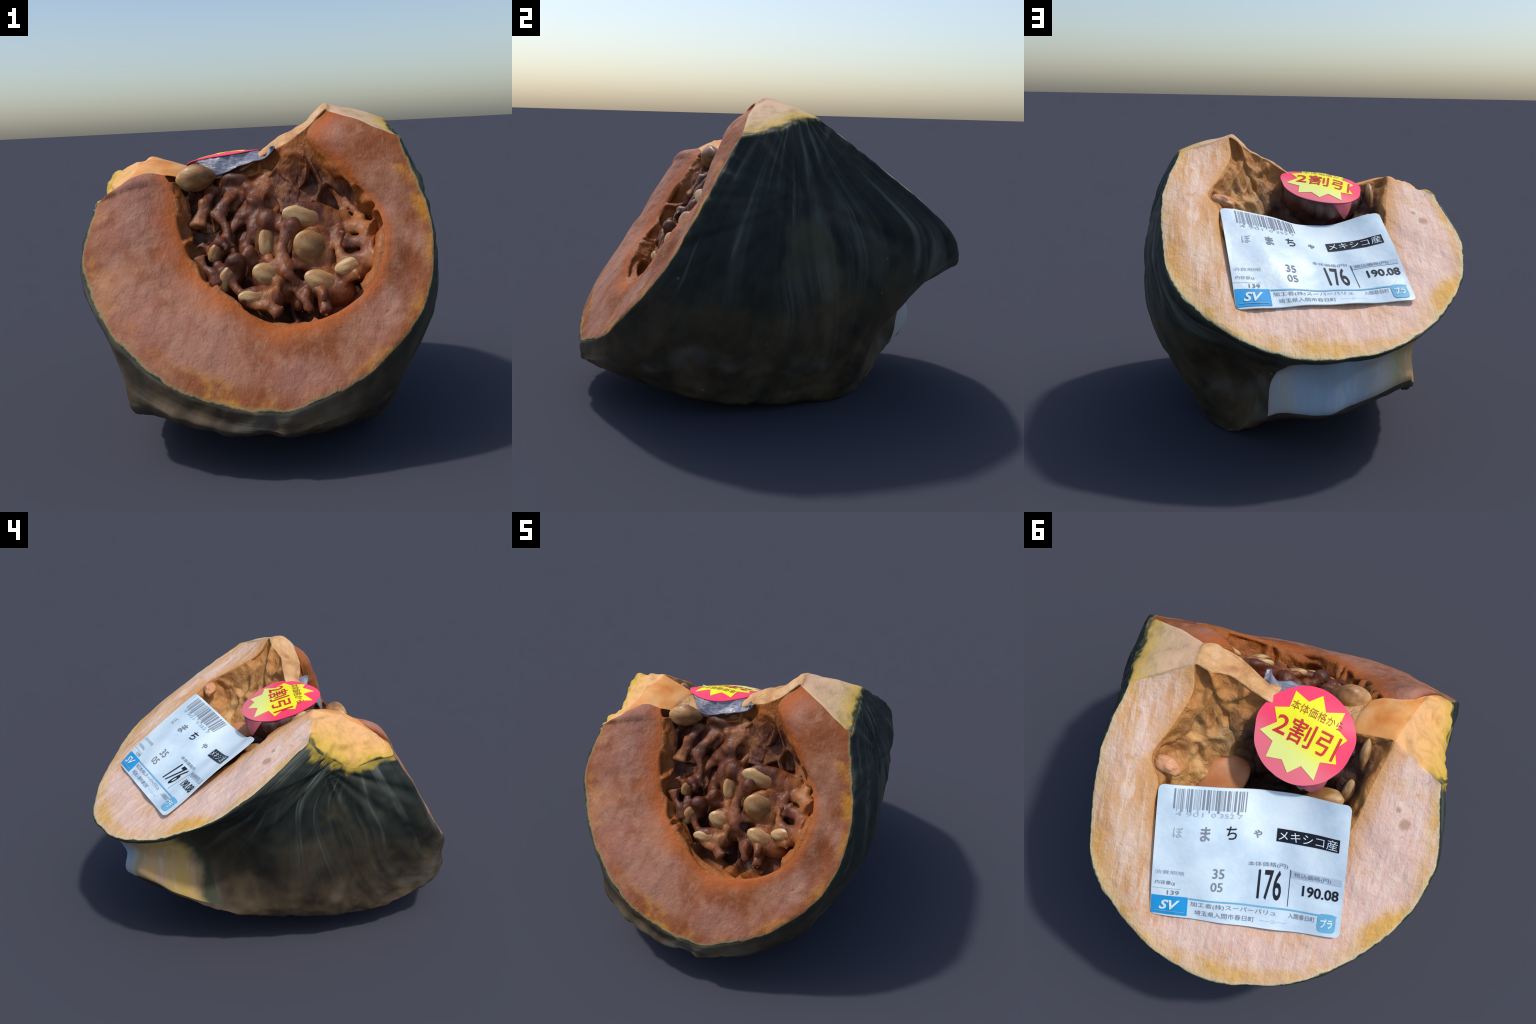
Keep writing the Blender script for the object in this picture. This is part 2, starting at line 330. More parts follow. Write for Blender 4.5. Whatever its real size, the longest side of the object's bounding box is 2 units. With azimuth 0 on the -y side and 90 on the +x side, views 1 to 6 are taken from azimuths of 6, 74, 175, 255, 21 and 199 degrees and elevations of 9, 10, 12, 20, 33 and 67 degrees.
verts, faces, tags, uvs, sharp = [], [], [], [], []
def patch(G, tag, U, V, flip=False):
    """Adds a grid of points G[i][j] as faces carrying a region tag."""
    n, k = G.shape[:2]; base = len(verts)
    verts.extend(map(tuple, G.reshape(-1, 3)))
    for i in range(n - 1):
        for j in range(k - 1):
            q = [(i, j), (i + 1, j), (i + 1, j + 1), (i, j + 1)]
            if flip: q = q[::-1]
            faces.append([base + a * k + b for a, b in q]); uvs.append([(U[a], V[b]) for a, b in q])
            tags.append(tag(i, j) if callable(tag) else tag)

NS, NT, NR = 24, 120, 24      # samples per station, across the rind, across a cut face
sS = np.linspace(0, 11, 11 * NS + 1)
rows = [hermite({s: SKIN[s][k] for s in SKIN}, sS) for k in range(9)]
# the front rim swings back on the stem side
rows[0] = hermite({0: SKIN[0][0], .5: (.702, -.391, 1.213), 1: SKIN[1][0], 1.5: (.764, -.545, .968), 2: SKIN[2][0], 2.5: (.762, -.626, .82), 3: SKIN[3][0], 3.5: (.690, -.768, .613),
                   4: SKIN[4][0], 4.5: SKIN[4.5][0], 5: (.20, -.985, .308), **{s: SKIN[s][0] for s in SKIN if s > 5}}, sS)
for r_, c_ in ((0, (.03, -.62, .82)), (8, (-.06, .45, .98))):   # room for the rounding of the edge
    out_ = rows[r_] - np.array(c_); out_ /= np.linalg.norm(out_, axis=1)[:, None]
    rows[r_] = rows[r_] + out_ * (.013 * smooth01(sS, .2, 1.5) * (1 - smooth01(sS, 9.8, 10.8)))[:, None]
tk = np.array((0, .8, 2.0, 4.0, 5.6, 6.9, 7.9, 8.7, 9.2)) / 9.2
tT = np.linspace(0, 1, NT + 1)
skin = np.empty((len(sS), NT + 1, 3))
for i in range(len(sS)):
    skin[i] = hermite({tk[k]: rows[k][i] for k in range(9)}, tT)
skin[:, 0], skin[:, -1] = rows[0], rows[8]
def skin_tag(i, j):
    s, t = sS[i], tT[j]
    if tk[5] < t < tk[7] - .012 and 5.1 < s < 8.42: return "wall"
    return "rind"
patch(skin, skin_tag, sS / 11, tT, True)

# front cut face: rim -> lip of the hollow, with one more station round to the blossom trim corner
sF = np.linspace(0, 12, 12 * NS + 1)
tail = hermite({0: rows[0][-1], .45: (-.668, -.424, 1.112), 1: LT}, np.linspace(0, 1, NS + 1))
outF = np.vstack([rows[0], tail[1:]])
lipF = hermite(FRONT_LIP, sF)
rr = np.linspace(0, 1, NR + 1)
def cut_face(out, lip, normal, start):
    """Flat cut that rolls over softly into the hollow."""
    G = out[:, None] * (1 - rr)[None, :, None] + lip[:, None] * rr[None, :, None]
    drop = (lip - out) @ normal
    G += (drop[:, None] * (smooth01(rr, start, 1.08)/smooth01(np.array(1.), start, 1.08) - rr)[None])[:, :, None] * normal
    return G
front = cut_face(outF, lipF, NF, .35)
hump = .022 * smooth01(sF, 7, 8.5) * (1 - smooth01(sF, 11.2, 12)) + .006
shoulder = .035 * smooth01(sF, 0, .3) * (1 - smooth01(sF, .8, 2.2))
front += (hump[:, None] * np.sin(np.pi * rr)[None] + shoulder[:, None] * np.sin(np.pi * rr ** 1.6)[None])[:, :, None] * NF
top_edge = hermite(TOP_EDGE, rr)
wgt = smooth01(sF, 11, 12)[:, None, None]
front = front * (1 - wgt) + (front + (top_edge - front[-1])[None]) * wgt
front[:, 0], front[:, -1] = outF, lipF
patch(front, "front", sF / 12, rr)
# back cut face
lipB = hermite(BACK_LIP, sS)
back = cut_face(rows[8], lipB, NB, .5)
hump = .026 * smooth01(sS, .3, 1.2) * (1 - smooth01(sS, 3.0, 4.2)) - .004 * smooth01(sS, 5.5, 7)
back += (hump[:, None] * np.sin(np.pi * rr)[None])[:, :, None] * NB
patch(back, "back", sS / 11, rr, True)
# ridge strip: from the blunt peak at the stem end to the orange cap at the blossom end
qF = np.linspace(0, 7, 7 * NR + 1); qB = np.linspace(0, 8, 8 * NR + 1)
ridgeF = hermite(RIDGE_F, qF); ridgeB = hermite(RIDGE_B, qB)
ridgeFF = np.vstack([ridgeF, front[-1][::-1][1:]])
strip = ridgeFF[:, None] * (1 - tT)[None, :, None] + ridgeB[:, None] * tT[None, :, None]
crown = (.018 + .016 * (1 - smooth01(qB, 0, 2)) + .010 * smooth01(qB, 7, 8)) * smooth01(qB, -.5, .5)
strip += (np.sin(np.pi * tT)[None] * crown[:, None])[:, :, None] * np.array((0, -.25, .97))
patch(strip, lambda i, j: "ridge" if qB[i] < 6.6 else "cap", qB / 8, tT, True)
# trimmed ends: from the rind edge to the end of the ridge strip
def trim(edge, inner, side_a, side_b, hump):
    G = edge[:, None] * (1 - rr)[None, :, None] + inner[:, None] * rr[None, :, None]
    G += (np.sin(np.pi * tT)[:, None] * np.sin(np.pi * rr ** .7)[None])[:, :, None] * np.array(hump)
    G[0], G[-1] = side_a, side_b
    G[:, 0], G[:, -1] = edge, inner
    return G
patch(trim(skin[0], strip[0], front[0], back[0], (.004, -.004, .008)), "stem", tT, rr)
patch(trim(skin[-1], strip[-1], outF[-NS - 1:], back[-1], (-.008, 0, .006)), "blossom", tT, rr, True)

# hollows: rings from the lip loop down to the floor
def bowl(lip, ridge, centre, normal, floor, wall_depth, tag, flip):
    """wall_depth: {station: how far the wall drops below the lip}; floor: depth at the middle."""
    loop = np.vstack([lip, ridge[::-1][1:-1], lip[:1]])
    nr = 84; t = np.linspace(0, 1, nr + 1)
    m = len(ridge) - 2
    part = np.zeros(len(loop)); part[-m - 1:-1] = np.abs(np.sin(np.pi * np.arange(m) / (m - 1))) ** .5
    ks = sorted(wall_depth)
    st = np.interp(np.linspace(0, ks[-1], len(lip)), ks, [wall_depth[k] for k in ks])
    dep = np.concatenate([st, np.linspace(st[-1], st[0], m + 2)[1:-1], st[:1]])
    G = np.empty((len(loop), nr + 1, 3))
    for j, a in enumerate(t):
        g = a ** 2.1 * (1 - part) + a * part
        k = float(smooth01(np.array(a), .35, 1.0))
        d = (dep * float(smooth01(np.array(a), -.12, .42)) - dep * float(smooth01(np.array(0.), -.12, .42))) * (1 - k) + floor * k
        d = d * (1 - part) + floor * a ** .8 * part
        G[:, j] = loop * (1 - g)[:, None] + centre * g[:, None] - normal * d[:, None]
    patch(G, tag, np.linspace(0, 1, len(loop)), t, flip)
bowl(lipF, ridgeF, np.array((.13, -.47, .93)), NF, .15, {0: .01, .5: .04, 1: .12, 2: .22, 3: .24, 4: .24, 5: .21, 6: .24, 7: .22, 9: .16, 11: .10, 12: .05}, "front_hollow", False)
bowl(lipB, ridgeB, np.array((.00, .20, .96)), NB, .15, {0: .03, 1: .05, 3: .14, 5: .16, 8: .16, 9: .14, 11: .05}, "back_hollow", True)

# ------------------------------------------------------------------ one welded body
bm = bmesh.new()
bv = [bm.verts.new(v) for v in verts]
bm.verts.ensure_lookup_table()
uvl = bm.loops.layers.uv.new("UVMap"); tl = bm.faces.layers.int.new("region")
names = ["rind", "wall", "front", "back", "stem", "blossom", "front_hollow", "back_hollow", "ridge", "cap"]
for f, t, u in zip(faces, tags, uvs):
    bf = bm.faces.new([bv[i] for i in f]); bf[tl] = names.index(t); bf.smooth = True
    for lp, c in zip(bf.loops, u): lp[uvl].uv = c
bmesh.ops.remove_doubles(bm, verts=bm.verts, dist=1e-4)
bmesh.ops.dissolve_degenerate(bm, edges=bm.edges, dist=1e-5)
bmesh.ops.recalc_face_normals(bm, faces=bm.faces)
bmesh.ops.delete(bm, geom=[v for v in bm.verts if not v.link_faces], context="VERTS")
body = bpy.data.meshes.new("body"); bm.to_mesh(body); bm.free()

nv = len(body.vertices)
co = np.empty(nv * 3); body.vertices.foreach_get("co", co); co = co.reshape(-1, 3)
ed = np.empty(len(body.edges) * 2, int); body.edges.foreach_get("vertices", ed); ed = ed.reshape(-1, 2)
deg = np.maximum(np.bincount(ed.ravel(), minlength=nv), 1).astype(float)
def relax(co, k, f=0.5):
    for _ in range(k):
        acc = np.zeros_like(co)
        np.add.at(acc, ed[:, 0], co[ed[:, 1]]); np.add.at(acc, ed[:, 1], co[ed[:, 0]])
        co = co * (1 - f) + f * acc / deg[:, None]
    return co
co = relax(co, 6)
reg = np.empty(len(body.polygons), int); body.attributes["region"].data.foreach_get("value", reg)
W = np.zeros((nv, len(names)))
for p in body.polygons:
    for v in p.vertices: W[v, reg[p.index]] += 1
W /= np.maximum(W.sum(1, keepdims=True), 1)
for _ in range(3):
    acc = np.zeros_like(W); np.add.at(acc, ed[:, 0], W[ed[:, 1]]); np.add.at(acc, ed[:, 1], W[ed[:, 0]])
    W = 0.5 * W + 0.5 * acc / deg[:, None]
Wd = W.copy()
for _ in range(26):
    acc = np.zeros_like(Wd); np.add.at(acc, ed[:, 0], Wd[ed[:, 1]]); np.add.at(acc, ed[:, 1], Wd[ed[:, 0]])
    Wd = 0.5 * Wd + 0.5 * acc / deg[:, None]
rim_f = 4 * Wd[:, names.index("front")] * Wd[:, names.index("front_hollow")]
rim_b = 4 * Wd[:, names.index("back")] * Wd[:, names.index("back_hollow")]
soft = np.clip(rim_f + .6 * rim_b + W[:, names.index("ridge")] * 1.6 + W[:, names.index("cap")] * .8 + W[:, names.index("stem")] * .4, 0, 1)[:, None]
co = co * (1 - soft) + relax(co, 14) * soft
body.vertices.foreach_set("co", co.ravel()); body.update()
no = np.array([v.normal[:] for v in body.vertices])
# vertex skin angle, for the ribs that run from pole to pole
ang = np.arctan2(co[:, 2] - 1.05, co[:, 1] + .05)
ribs = noise(np.c_[ang * 9, co[:, 0] * 1.2, co[:, 1] * 0], 1.0, 3, 2)
w = {n: W[:, i] for i, n in enumerate(names)}
disp = (w["rind"] * (0.010 * ribs + .008 * noise(co, 5, 11, 3) + (.004 + .007 * (1 - smooth01(co[:, 2], .22, .40))) * noise(co, 20, 12, 2))
        + w["front"] * (.007 * noise(co, 6, 21, 2) + .0035 * noise(co, 24, 22, 3))
        + w["back"] * (.007 * noise(co, 6, 31, 2) + .003 * noise(co * np.array((2, .7, .7)), 20, 32, 3))
        + w["stem"] * (.012 * noise(co, 8, 41, 3)) + w["blossom"] * (.013 * (1 - 3 * np.abs(noise(co * np.array((1.4, .8, 1.4)), 9, 53, 2))) + .010 * noise(co, 8, 51, 3) + .008 * noise(co, 30, 52, 2))
        + w["wall"] * (.006 * noise(co * np.array((1, 1, .15)), 14, 61, 2)))
def web(P, n, seed, squash):
    """Cell walls of a seed bed: high along the borders of scattered cells, low inside them."""
    r = np.random.default_rng(seed)
    lo, hi = P.min(0), P.max(0)
    C = r.uniform(lo, hi, (n, 3)) ; C = P[[np.argmin(((P - c) ** 2).sum(1)) for c in C]]
    d = np.sqrt((((P[:, None] - C[None]) * squash) ** 2).sum(2)); d.sort(axis=1)
    return 1 - smooth01(d[:, 1] - d[:, 0], 0, .055), d[:, 0]
for tag, n, sq, h, pit in (("front_hollow", 60, (1.25, .8, .8), .050, .07), ("back_hollow", 60, (1.1, .7, .7), .026, .03)):
    k = np.nonzero(w[tag] > 0)[0]; P = co[k] + .03 * np.c_[noise(co[k], 9, 75, 2), noise(co[k], 9, 76, 2), noise(co[k], 9, 77, 2)]
    wall_h, _ = web(P, n, 5, np.array(sq))
    calm = 1 - smooth01(co[k][:, 2], 1.16, 1.30) if tag == "front_hollow" else 1.0
    disp[k] += calm * np.clip(Wd[k, names.index(tag)] * 2.2 - 1.2, 0, 1) * (h * wall_h - pit * .5 + .018 * noise(co[k], 16, 72, 3) + .03 * noise(co[k], 6, 78, 2))
disp += w["ridge"] * .02 * noise(co, 9, 91, 3) + w["cap"] * .006 * noise(co, 9, 92, 2)
co = co + no * disp[:, None]
co[:, 2] = np.maximum(co[:, 2], 0.0)
body.vertices.foreach_set("co", co.ravel()); body.update()
nor = np.array([v.normal[:] for v in body.vertices])
loop_v = np.empty(len(body.loops), int); body.loops.foreach_get("vertex_index", loop_v)
uvd = np.empty(len(body.loops) * 2); body.uv_layers[0].data.foreach_get("uv", uvd); uvd = uvd.reshape(-1, 2)

# ------------------------------------------------------------------ scene tree
col = bpy.context.collection
root = bpy.data.objects.new("pumpkin_wedge", None); col.objects.link(root)
root["label"] = "quarter wedge of dark green pumpkin with seeds, price label and round sticker"
root["category"] = "pumpkin piece"

def add(name, me, mat, parent, smooth=True):
    ob = bpy.data.objects.new(name, me); col.objects.link(ob); ob.parent = parent
    if mat and not me.materials: me.materials.append(mat)
    if smooth: me.polygons.foreach_set("use_smooth", [True] * len(me.polygons))
    if name in ("discount_sticker", "star_print", "price_label", "recycling_mark"): me.set_sharp_from_angle(angle=.7)
    return ob

def split(region, name, mat):
    fi = np.nonzero(reg == names.index(region))[0]
    ids, fs, uu, ls = {}, [], [], []
    for i in fi:
        p = body.polygons[i]; f = []
        for li in p.loop_indices:
            v = int(loop_v[li]); f.append(ids.setdefault(v, len(ids))); uu.append(uvd[li])
        fs.append(f)
    me = bpy.data.meshes.new(name)
    keys = list(ids)
    me.from_pydata([tuple(co[v]) for v in keys], [], fs); me.update()
    me.uv_layers.new(name="UVMap").data.foreach_set("uv", np.array(uu).ravel())
    ob = add(name, me, mat, root)
    me.normals_split_custom_set_from_vertices([tuple(nor[v]) for v in keys])
    return ob

split("rind", "rind", M["rind"])
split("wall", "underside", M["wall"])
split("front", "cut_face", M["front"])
split("back", "cut_face", M["back"])
split("stem", "stem_scar", M["stem"])
split("blossom", "blossom_scar", M["blossom"])
split("cap", "cut_face", M["cap"])
split("ridge", "pulp_ridge", M["ridge"])
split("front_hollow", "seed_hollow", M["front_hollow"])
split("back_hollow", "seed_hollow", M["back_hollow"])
bpy.data.meshes.remove(body)

# ------------------------------------------------------------------ seeds
def seed_mesh(name, seed, point=0.35):
    b = bmesh.new(); bmesh.ops.create_icosphere(b, subdivisions=4, radius=1)
    P = np.array([v.co[:] for v in b.verts]); nz = noise(P, 1.6, seed, 3)
    for v, k in zip(b.verts, nz):
        x, y, z = v.co
        taper = 1 - point * max(0, x) ** 1.5
        edge = math.hypot(x, y)
        v.co = (x, y * taper * (1 + .07 * k), z * taper * (1 - .25 * edge ** 6) + .06 * k + .08 * x * x)
    me = bpy.data.meshes.new(name); b.to_mesh(me); b.free()
    return me
protos = [seed_mesh("seed", 100 + i, .25 + .12 * i) for i in range(4)]
def place_seed(c, axis, size, roll, mat, k):
    me = protos[k % 4]
    if c[1] < -.3: size = (size[0] * 1.06, size[1] * 1.0, size[2] * .82)
    if mat == "pale_seed":
        me = me.copy()
    ob = add("seed", me, None, root)
    if not me.materials: me.materials.append(M[mat])
    x = Vector(axis).normalized(); up = Vector(NF)
    y = up.cross(x).normalized(); z = x.cross(y)
    from mathutils import Matrix
    R = Matrix((x, y, z)).transposed().to_4x4() @ Matrix.Rotation(roll, 4, "X")
    ob.matrix_local = Matrix.Translation(c) @ R @ Matrix.Diagonal((*[q / 2 for q in size], 1))
    return ob
SEEDS = [  # centre, long axis, length/width/thickness, roll
    ((.265, -.385, .965), (.21, .06, -.07), (.27, .12, .085), .5, "seed"),
    ((.09, -.52, .735), (.9, .3, -.45), (.19, .115, .085), .3, "seed"),
    ((.27, -.47, .845), (.7, .3, -.55), (.20, .155, .09), .2, "seed"),
    ((.435, -.555, .785), (.9, .0, .25), (.15, .075, .06), .4, "seed"),
    ((.315, -.545, .71), (.8, .1, -.35), (.18, .10, .075), .2, "seed"),
    ((.06, -.395, .895), (.1, .3, 1), (.17, .085, .07), .4, "seed"),
    ((-.04, -.475, .78), (.35, .4, 1), (.13, .055, .045), .8, "seed"),
    ((.242, -.60, .640), (-.1, .3, 1), (.09, .03, .03), .8, "seed"),
    ((.312, -.615, .628), (-.15, .3, 1), (.09, .03, .03), .6, "seed"),
    ((-.165, -.465, .85), (.5, .3, 1), (.10, .06, .05), .5, "seed"),
    ((-.11, -.54, .745), (.6, .3, 1), (.16, .075, .06), .6, "seed"),
    ((.165, -.455, .885), (.25, .3, 1), (.14, .05, .045), 1.1, "seed"),
    ((.02, -.60, .665), (1, .2, -.1), (.15, .07, .05), .3, "seed"),
    ((-.27, -.265, 1.165), (1, .15, .15), (.19, .135, .10), .9, "pale_seed"),
    ((-.40, -.015, 1.165), (.0, .6, -.8), (.16, .07, .045), 1.3, "pale_seed"),
    ((-.27, .17, 1.0), (1, .2, -.2), (.20, .11, .07), -1.1, "seed"),
    ((-.37, .12, 1.03), (.1, .6, -.8), (.14, .06, .05), .6, "seed"),
]
for k, (c, ax, sz, roll, mt) in enumerate(SEEDS):
    place_seed(c, ax, sz, roll, mt, k)

# smooth flap of torn flesh at the back, half under the label
b = bmesh.new(); bmesh.ops.create_icosphere(b, subdivisions=5, radius=1)
for v in b.verts:
    x, y, z = v.co
    v.co = (.235 + .15 * x + .05 * y, .190 + .11 * y * (1 - .45 * x), .920 + .050 * z - .03 * x - .055 * y + .02 * math.sin(4 * x + 1))
me = bpy.data.meshes.new("flesh_flap"); b.to_mesh(me); b.free()
add("flesh_flap", me, M["flap"], root)

b = bmesh.new(); bmesh.ops.create_icosphere(b, subdivisions=4, radius=1)
P = np.array([v.co[:] for v in b.verts]); kn = noise(P, 2.2, 301, 2)
for v, q in zip(b.verts, kn):
    x, y, z = v.co * (1 + .28 * q)
    v.co = (.392 + .055 * x + .02 * y, .272 + .03 * y - .02 * x, 1.172 + .035 * z + .012 * x)
me = bpy.data.meshes.new("pulp_knob"); b.to_mesh(me); b.free()
add("pulp_knob", me, M["flap"], root)

# ------------------------------------------------------------------ pulp web: strands and seed sockets fused into one wet mass
def tube(b, pts, rad, flat=0.6, n=8):
    pts = [Vector(p) for p in pts]; rings = []
    for i, p in enumerate(pts):
        t = (pts[min(i + 1, len(pts) - 1)] - pts[max(i - 1, 0)]).normalized()
        a = t.cross(Vector(NF)).normalized(); c = t.cross(a)
        rings.append([b.verts.new(p + a * rad[i] * math.cos(q) + c * rad[i] * flat * math.sin(q)) for q in np.linspace(0, 2 * math.pi, n, endpoint=False)])
    for P, Q in zip(rings, rings[1:]):
        for i in range(n): b.faces.new((P[i], P[(i + 1) % n], Q[(i + 1) % n], Q[i]))
    b.faces.new(rings[0][::-1]); b.faces.new(rings[-1])
def strand(b, a, c, bow, r0, r1, jit=.010, flat=.6):
    """A band that is wide where it joins and thin in the middle."""
    a, c = np.array(a), np.array(c); P, R = [], []
    ph = rng.uniform(0, 6, 3)
    for u in np.linspace(0, 1, 12):
        p = a * (1 - u) + c * u + np.array(NF) * bow * math.sin(math.pi * u)
        p = p + jit * math.sin(math.pi * u) * np.array([math.sin(5 * u + ph[0]), math.sin(4 * u + ph[1]), math.sin(6 * u + ph[2])])
        P.append(tuple(p)); R.append((r0 * (1 - u) + r1 * u) * (1 + .8 * abs(2 * u - 1) ** 3 - .15))
    tube(b, P, R, flat)
def lump(b, c, axis, size, roll=0.0):
    from mathutils import Matrix
    x = Vector(axis).normalized(); y = Vector(NF).cross(x).normalized(); z = x.cross(y)
    Mx = Matrix.Translation(Vector(c)) @ Matrix((x, y, z)).transposed().to_4x4() @ Matrix.Rotation(roll, 4, "X") @ Matrix.Diagonal((*[q / 2 for q in size], 1))
    bmesh.ops.create_icosphere(b, subdivisions=3, radius=1, matrix=Mx)
b = bmesh.new()
BACKWARD = -NF
def at_depth(x, z, df):
    """Point on a plane parallel to the front cut, df from it."""
    return (x, -(.980 + df + .07 * x - .581 * z) / .811, z)
k = 0
while k < 95:                                          # lumpy bed between the seeds
    x, z = rng.uniform(-.28, .52), rng.uniform(.62, 1.16)
    left = -.20 + .55 * max(0, .95 - z)
    if (x > .12 and z > 1.02) or (x < .10 and z < .72) or x < left or ((x - .13) / .40) ** 2 + ((z - .95) / .33) ** 2 > 1: continue
    far = .09 * smooth01(np.array(x), .08, .22) * smooth01(np.array(z), .92, 1.0) + .08 * smooth01(np.array(-x), -.05, .1) * smooth01(np.array(-z), -.75, -.65)
    p = at_depth(x, z, -.205 + .04 * smooth01(np.array(z), 1.0, 1.15) - far + rng.uniform(-.03, .015))
    lump(b, p, rng.normal(0, 1, 3) * (.6, .3, 1), (rng.uniform(.10, .20), rng.uniform(.07, .12), rng.uniform(.05, .09)), rng.uniform(0, 3)); k += 1
for c, ax, sz, roll, mt in [q for q in SEEDS if q[0][1] < -.3]:               # socket behind and beside every seed
    axn = np.array(ax) / np.linalg.norm(ax)
    lump(b, np.array(c) + BACKWARD * .030 + axn * sz[0] * .20, ax, (sz[0] * 1.15, sz[1] * 1.4, sz[2] * 1.35), roll)
    lump(b, np.array(c) + BACKWARD * .014 + axn * sz[0] * .06, ax, (sz[0] * 1.16, sz[1] * 1.42, sz[2] * .75), roll)
    lump(b, np.array(c) + axn * sz[0] * .44, ax, (sz[0] * .62, sz[1] * 1.10, sz[2] * 1.05), roll)
for a, c, bow, r0, r1 in [
    ((.06, -.185, 1.17), (-.05, -.33, .98), .02, .036, .026), ((-.05, -.31, .99), (-.18, -.45, .85), .015, .026, .020),
    ((.02, -.23, 1.12), (.03, -.36, .96), .02, .040, .032), ((-.10, -.21, 1.12), (-.16, -.35, 1.0), .02, .034, .022),
    ((-.20, -.24, 1.12), (-.25, -.40, .96), .01, .024, .022), ((.03, -.36, .97), (.16, -.40, .95), .02, .030, .026),
    ((.15, -.42, .95), (.13, -.53, .79), .02, .022, .024), ((-.16, -.35, 1.01), (-.10, -.45, .86), .02, .022, .016),
    ((.13, -.53, .79), (.20, -.56, .70), .02, .024, .018), ((.20, -.56, .70), (.24, -.63, .61), .01, .016, .014), ((.29, -.57, .70), (.32, -.64, .61), .01, .016, .014),
    ((.34, -.55, .68), (.46, -.59, .76), .01, .020, .016), ((.44, -.56, .78), (.55, -.60, .82), .0, .022, .026),
    ((.40, -.38, .93), (.53, -.48, .93), .0, .030, .036), ((.40, -.47, .88), (.53, -.54, .87), .0, .026, .030),
    ((.36, -.42, .92), (.40, -.53, .80), .02, .022, .022), ((.22, -.50, .80), (.09, -.55, .73), .01, .020, .024),
    ((-.2, -.43, .87), (-.12, -.54, .74), .01, .022, .024), ((-.24, -.50, .84), (-.15, -.58, .72), .0, .020, .020),
    ((-.10, -.54, .74), (-.02, -.62, .66), .0, .020, .016), ((.06, -.46, .82), (.10, -.53, .74), .01, .018, .016),
    ((-.04, -.44, .83), (.0, -.38, .95), .01, .018, .018), ((-.02, -.60, .66), (.12, -.66, .61), .0, .02, .02),
]:
    strand(b, np.array(a) + BACKWARD * .012, np.array(c) + BACKWARD * .012, bow, r0 * 1.3, r1 * 1.3, flat=.5)
for a, c, bow, r0, r1 in [                           # streaky wall below the stem end
    ((.33, -.28, 1.17), (.43, -.40, .98), .0, .028, .020),
    ((.38, -.32, 1.13), (.49, -.44, .97), .0, .030, .022), ((.22, -.22, 1.20), (.33, -.33, 1.02), -.01, .036, .022),
]:
    strand(b, np.array(a) + BACKWARD * .06, np.array(c) + BACKWARD * .07, bow, r0 * .8, r1 * .9, .006, .45)
for _ in range(6):                                   # loose rags of pulp
    u, v = rng.uniform(-.28, .42), rng.uniform(.66, 1.08)
    y = -.30 - (1.1 - v) * .62
    d = rng.normal(0, 1, 3) * (.055, .03, .075)
    strand(b, (u, y, v), (u + d[0], y - abs(d[1]) * .6, v + d[2] - .03), .01, rng.uniform(.010, .020), .010)
me = bpy.data.meshes.new("pulp_web"); b.to_mesh(me); b.free()
tmp = bpy.data.objects.new("pulp_web", me); col.objects.link(tmp)
rm = tmp.modifiers.new("fuse", "REMESH"); rm.mode = "VOXEL"; rm.voxel_size = .008
sm = tmp.modifiers.new("soften", "SMOOTH"); sm.factor = .5; sm.iterations = 16
bpy.context.view_layer.update()
me = bpy.data.meshes.new_from_object(tmp.evaluated_get(bpy.context.evaluated_depsgraph_get()))
bpy.data.objects.remove(tmp); me.name = "pulp_web"; me.materials.clear()
P = np.empty(len(me.vertices) * 3); me.vertices.foreach_get("co", P); P = P.reshape(-1, 3)
N = np.array([v.normal[:] for v in me.vertices])
P = P + N * (.004 + .009 * noise(P, 18, 201, 3) + .010 * noise(P, 7, 202, 2))[:, None]
me.vertices.foreach_set("co", P.ravel()); me.update()
ob = add("pulp_web", me, M["strand"], root); ob["kind"] = "stuff"

# ------------------------------------------------------------------ round sticker on a plug of pulp
SC = np.array((-.138, .002, 1.240)); SN = np.array((-.137, .389, 1.0)); SN /= np.linalg.norm(SN); SR = .216
SU = np.array((-.406, -.01, -.067)); SU -= SN * (SU @ SN); SU /= np.linalg.norm(SU); SV = np.cross(SN, SU)
def on_sticker(x, y, lift=0.0):
    """Sticker plane in radii; the disc droops a little toward its rim."""
    d = math.hypot(x, y)
    over = max(0.0, y - .15)
    bend = -.008 * d * d - .075 * over * over + .006 * math.sin(3 * x + 1.2)
    return tuple(SC + SR * (SU * x + SV * y) + SN * (bend + lift))

def grid_sheet(name, fn, inside, nu, nv, thick):
    pass

def solid_from_outline(name, pts, fn, lift, depth, rings=1, centre=(0, 0)):
    """A thin printed patch: outline in sheet coordinates, filled as nested rings, with its own edge."""
    b = bmesh.new(); n = len(pts); L = []
    for k in range(rings + 1):
        a = 1 - k / (rings + 0.0001) if rings else 1
        a = max(a, 0.02)
        L.append([b.verts.new(fn(centre[0] + (x - centre[0]) * a, centre[1] + (y - centre[1]) * a, lift)) for x, y in pts])
    low = [b.verts.new(fn(x, y, lift - depth)) for x, y in pts]
    for P, Q in [(low, L[0])] + list(zip(L, L[1:])):
        for i in range(n): b.faces.new((P[i], P[(i + 1) % n], Q[(i + 1) % n], Q[i]))
    b.faces.new(L[-1])
    bmesh.ops.recalc_face_normals(b, faces=b.faces)
    me = bpy.data.meshes.new(name); b.to_mesh(me); b.free(); return me

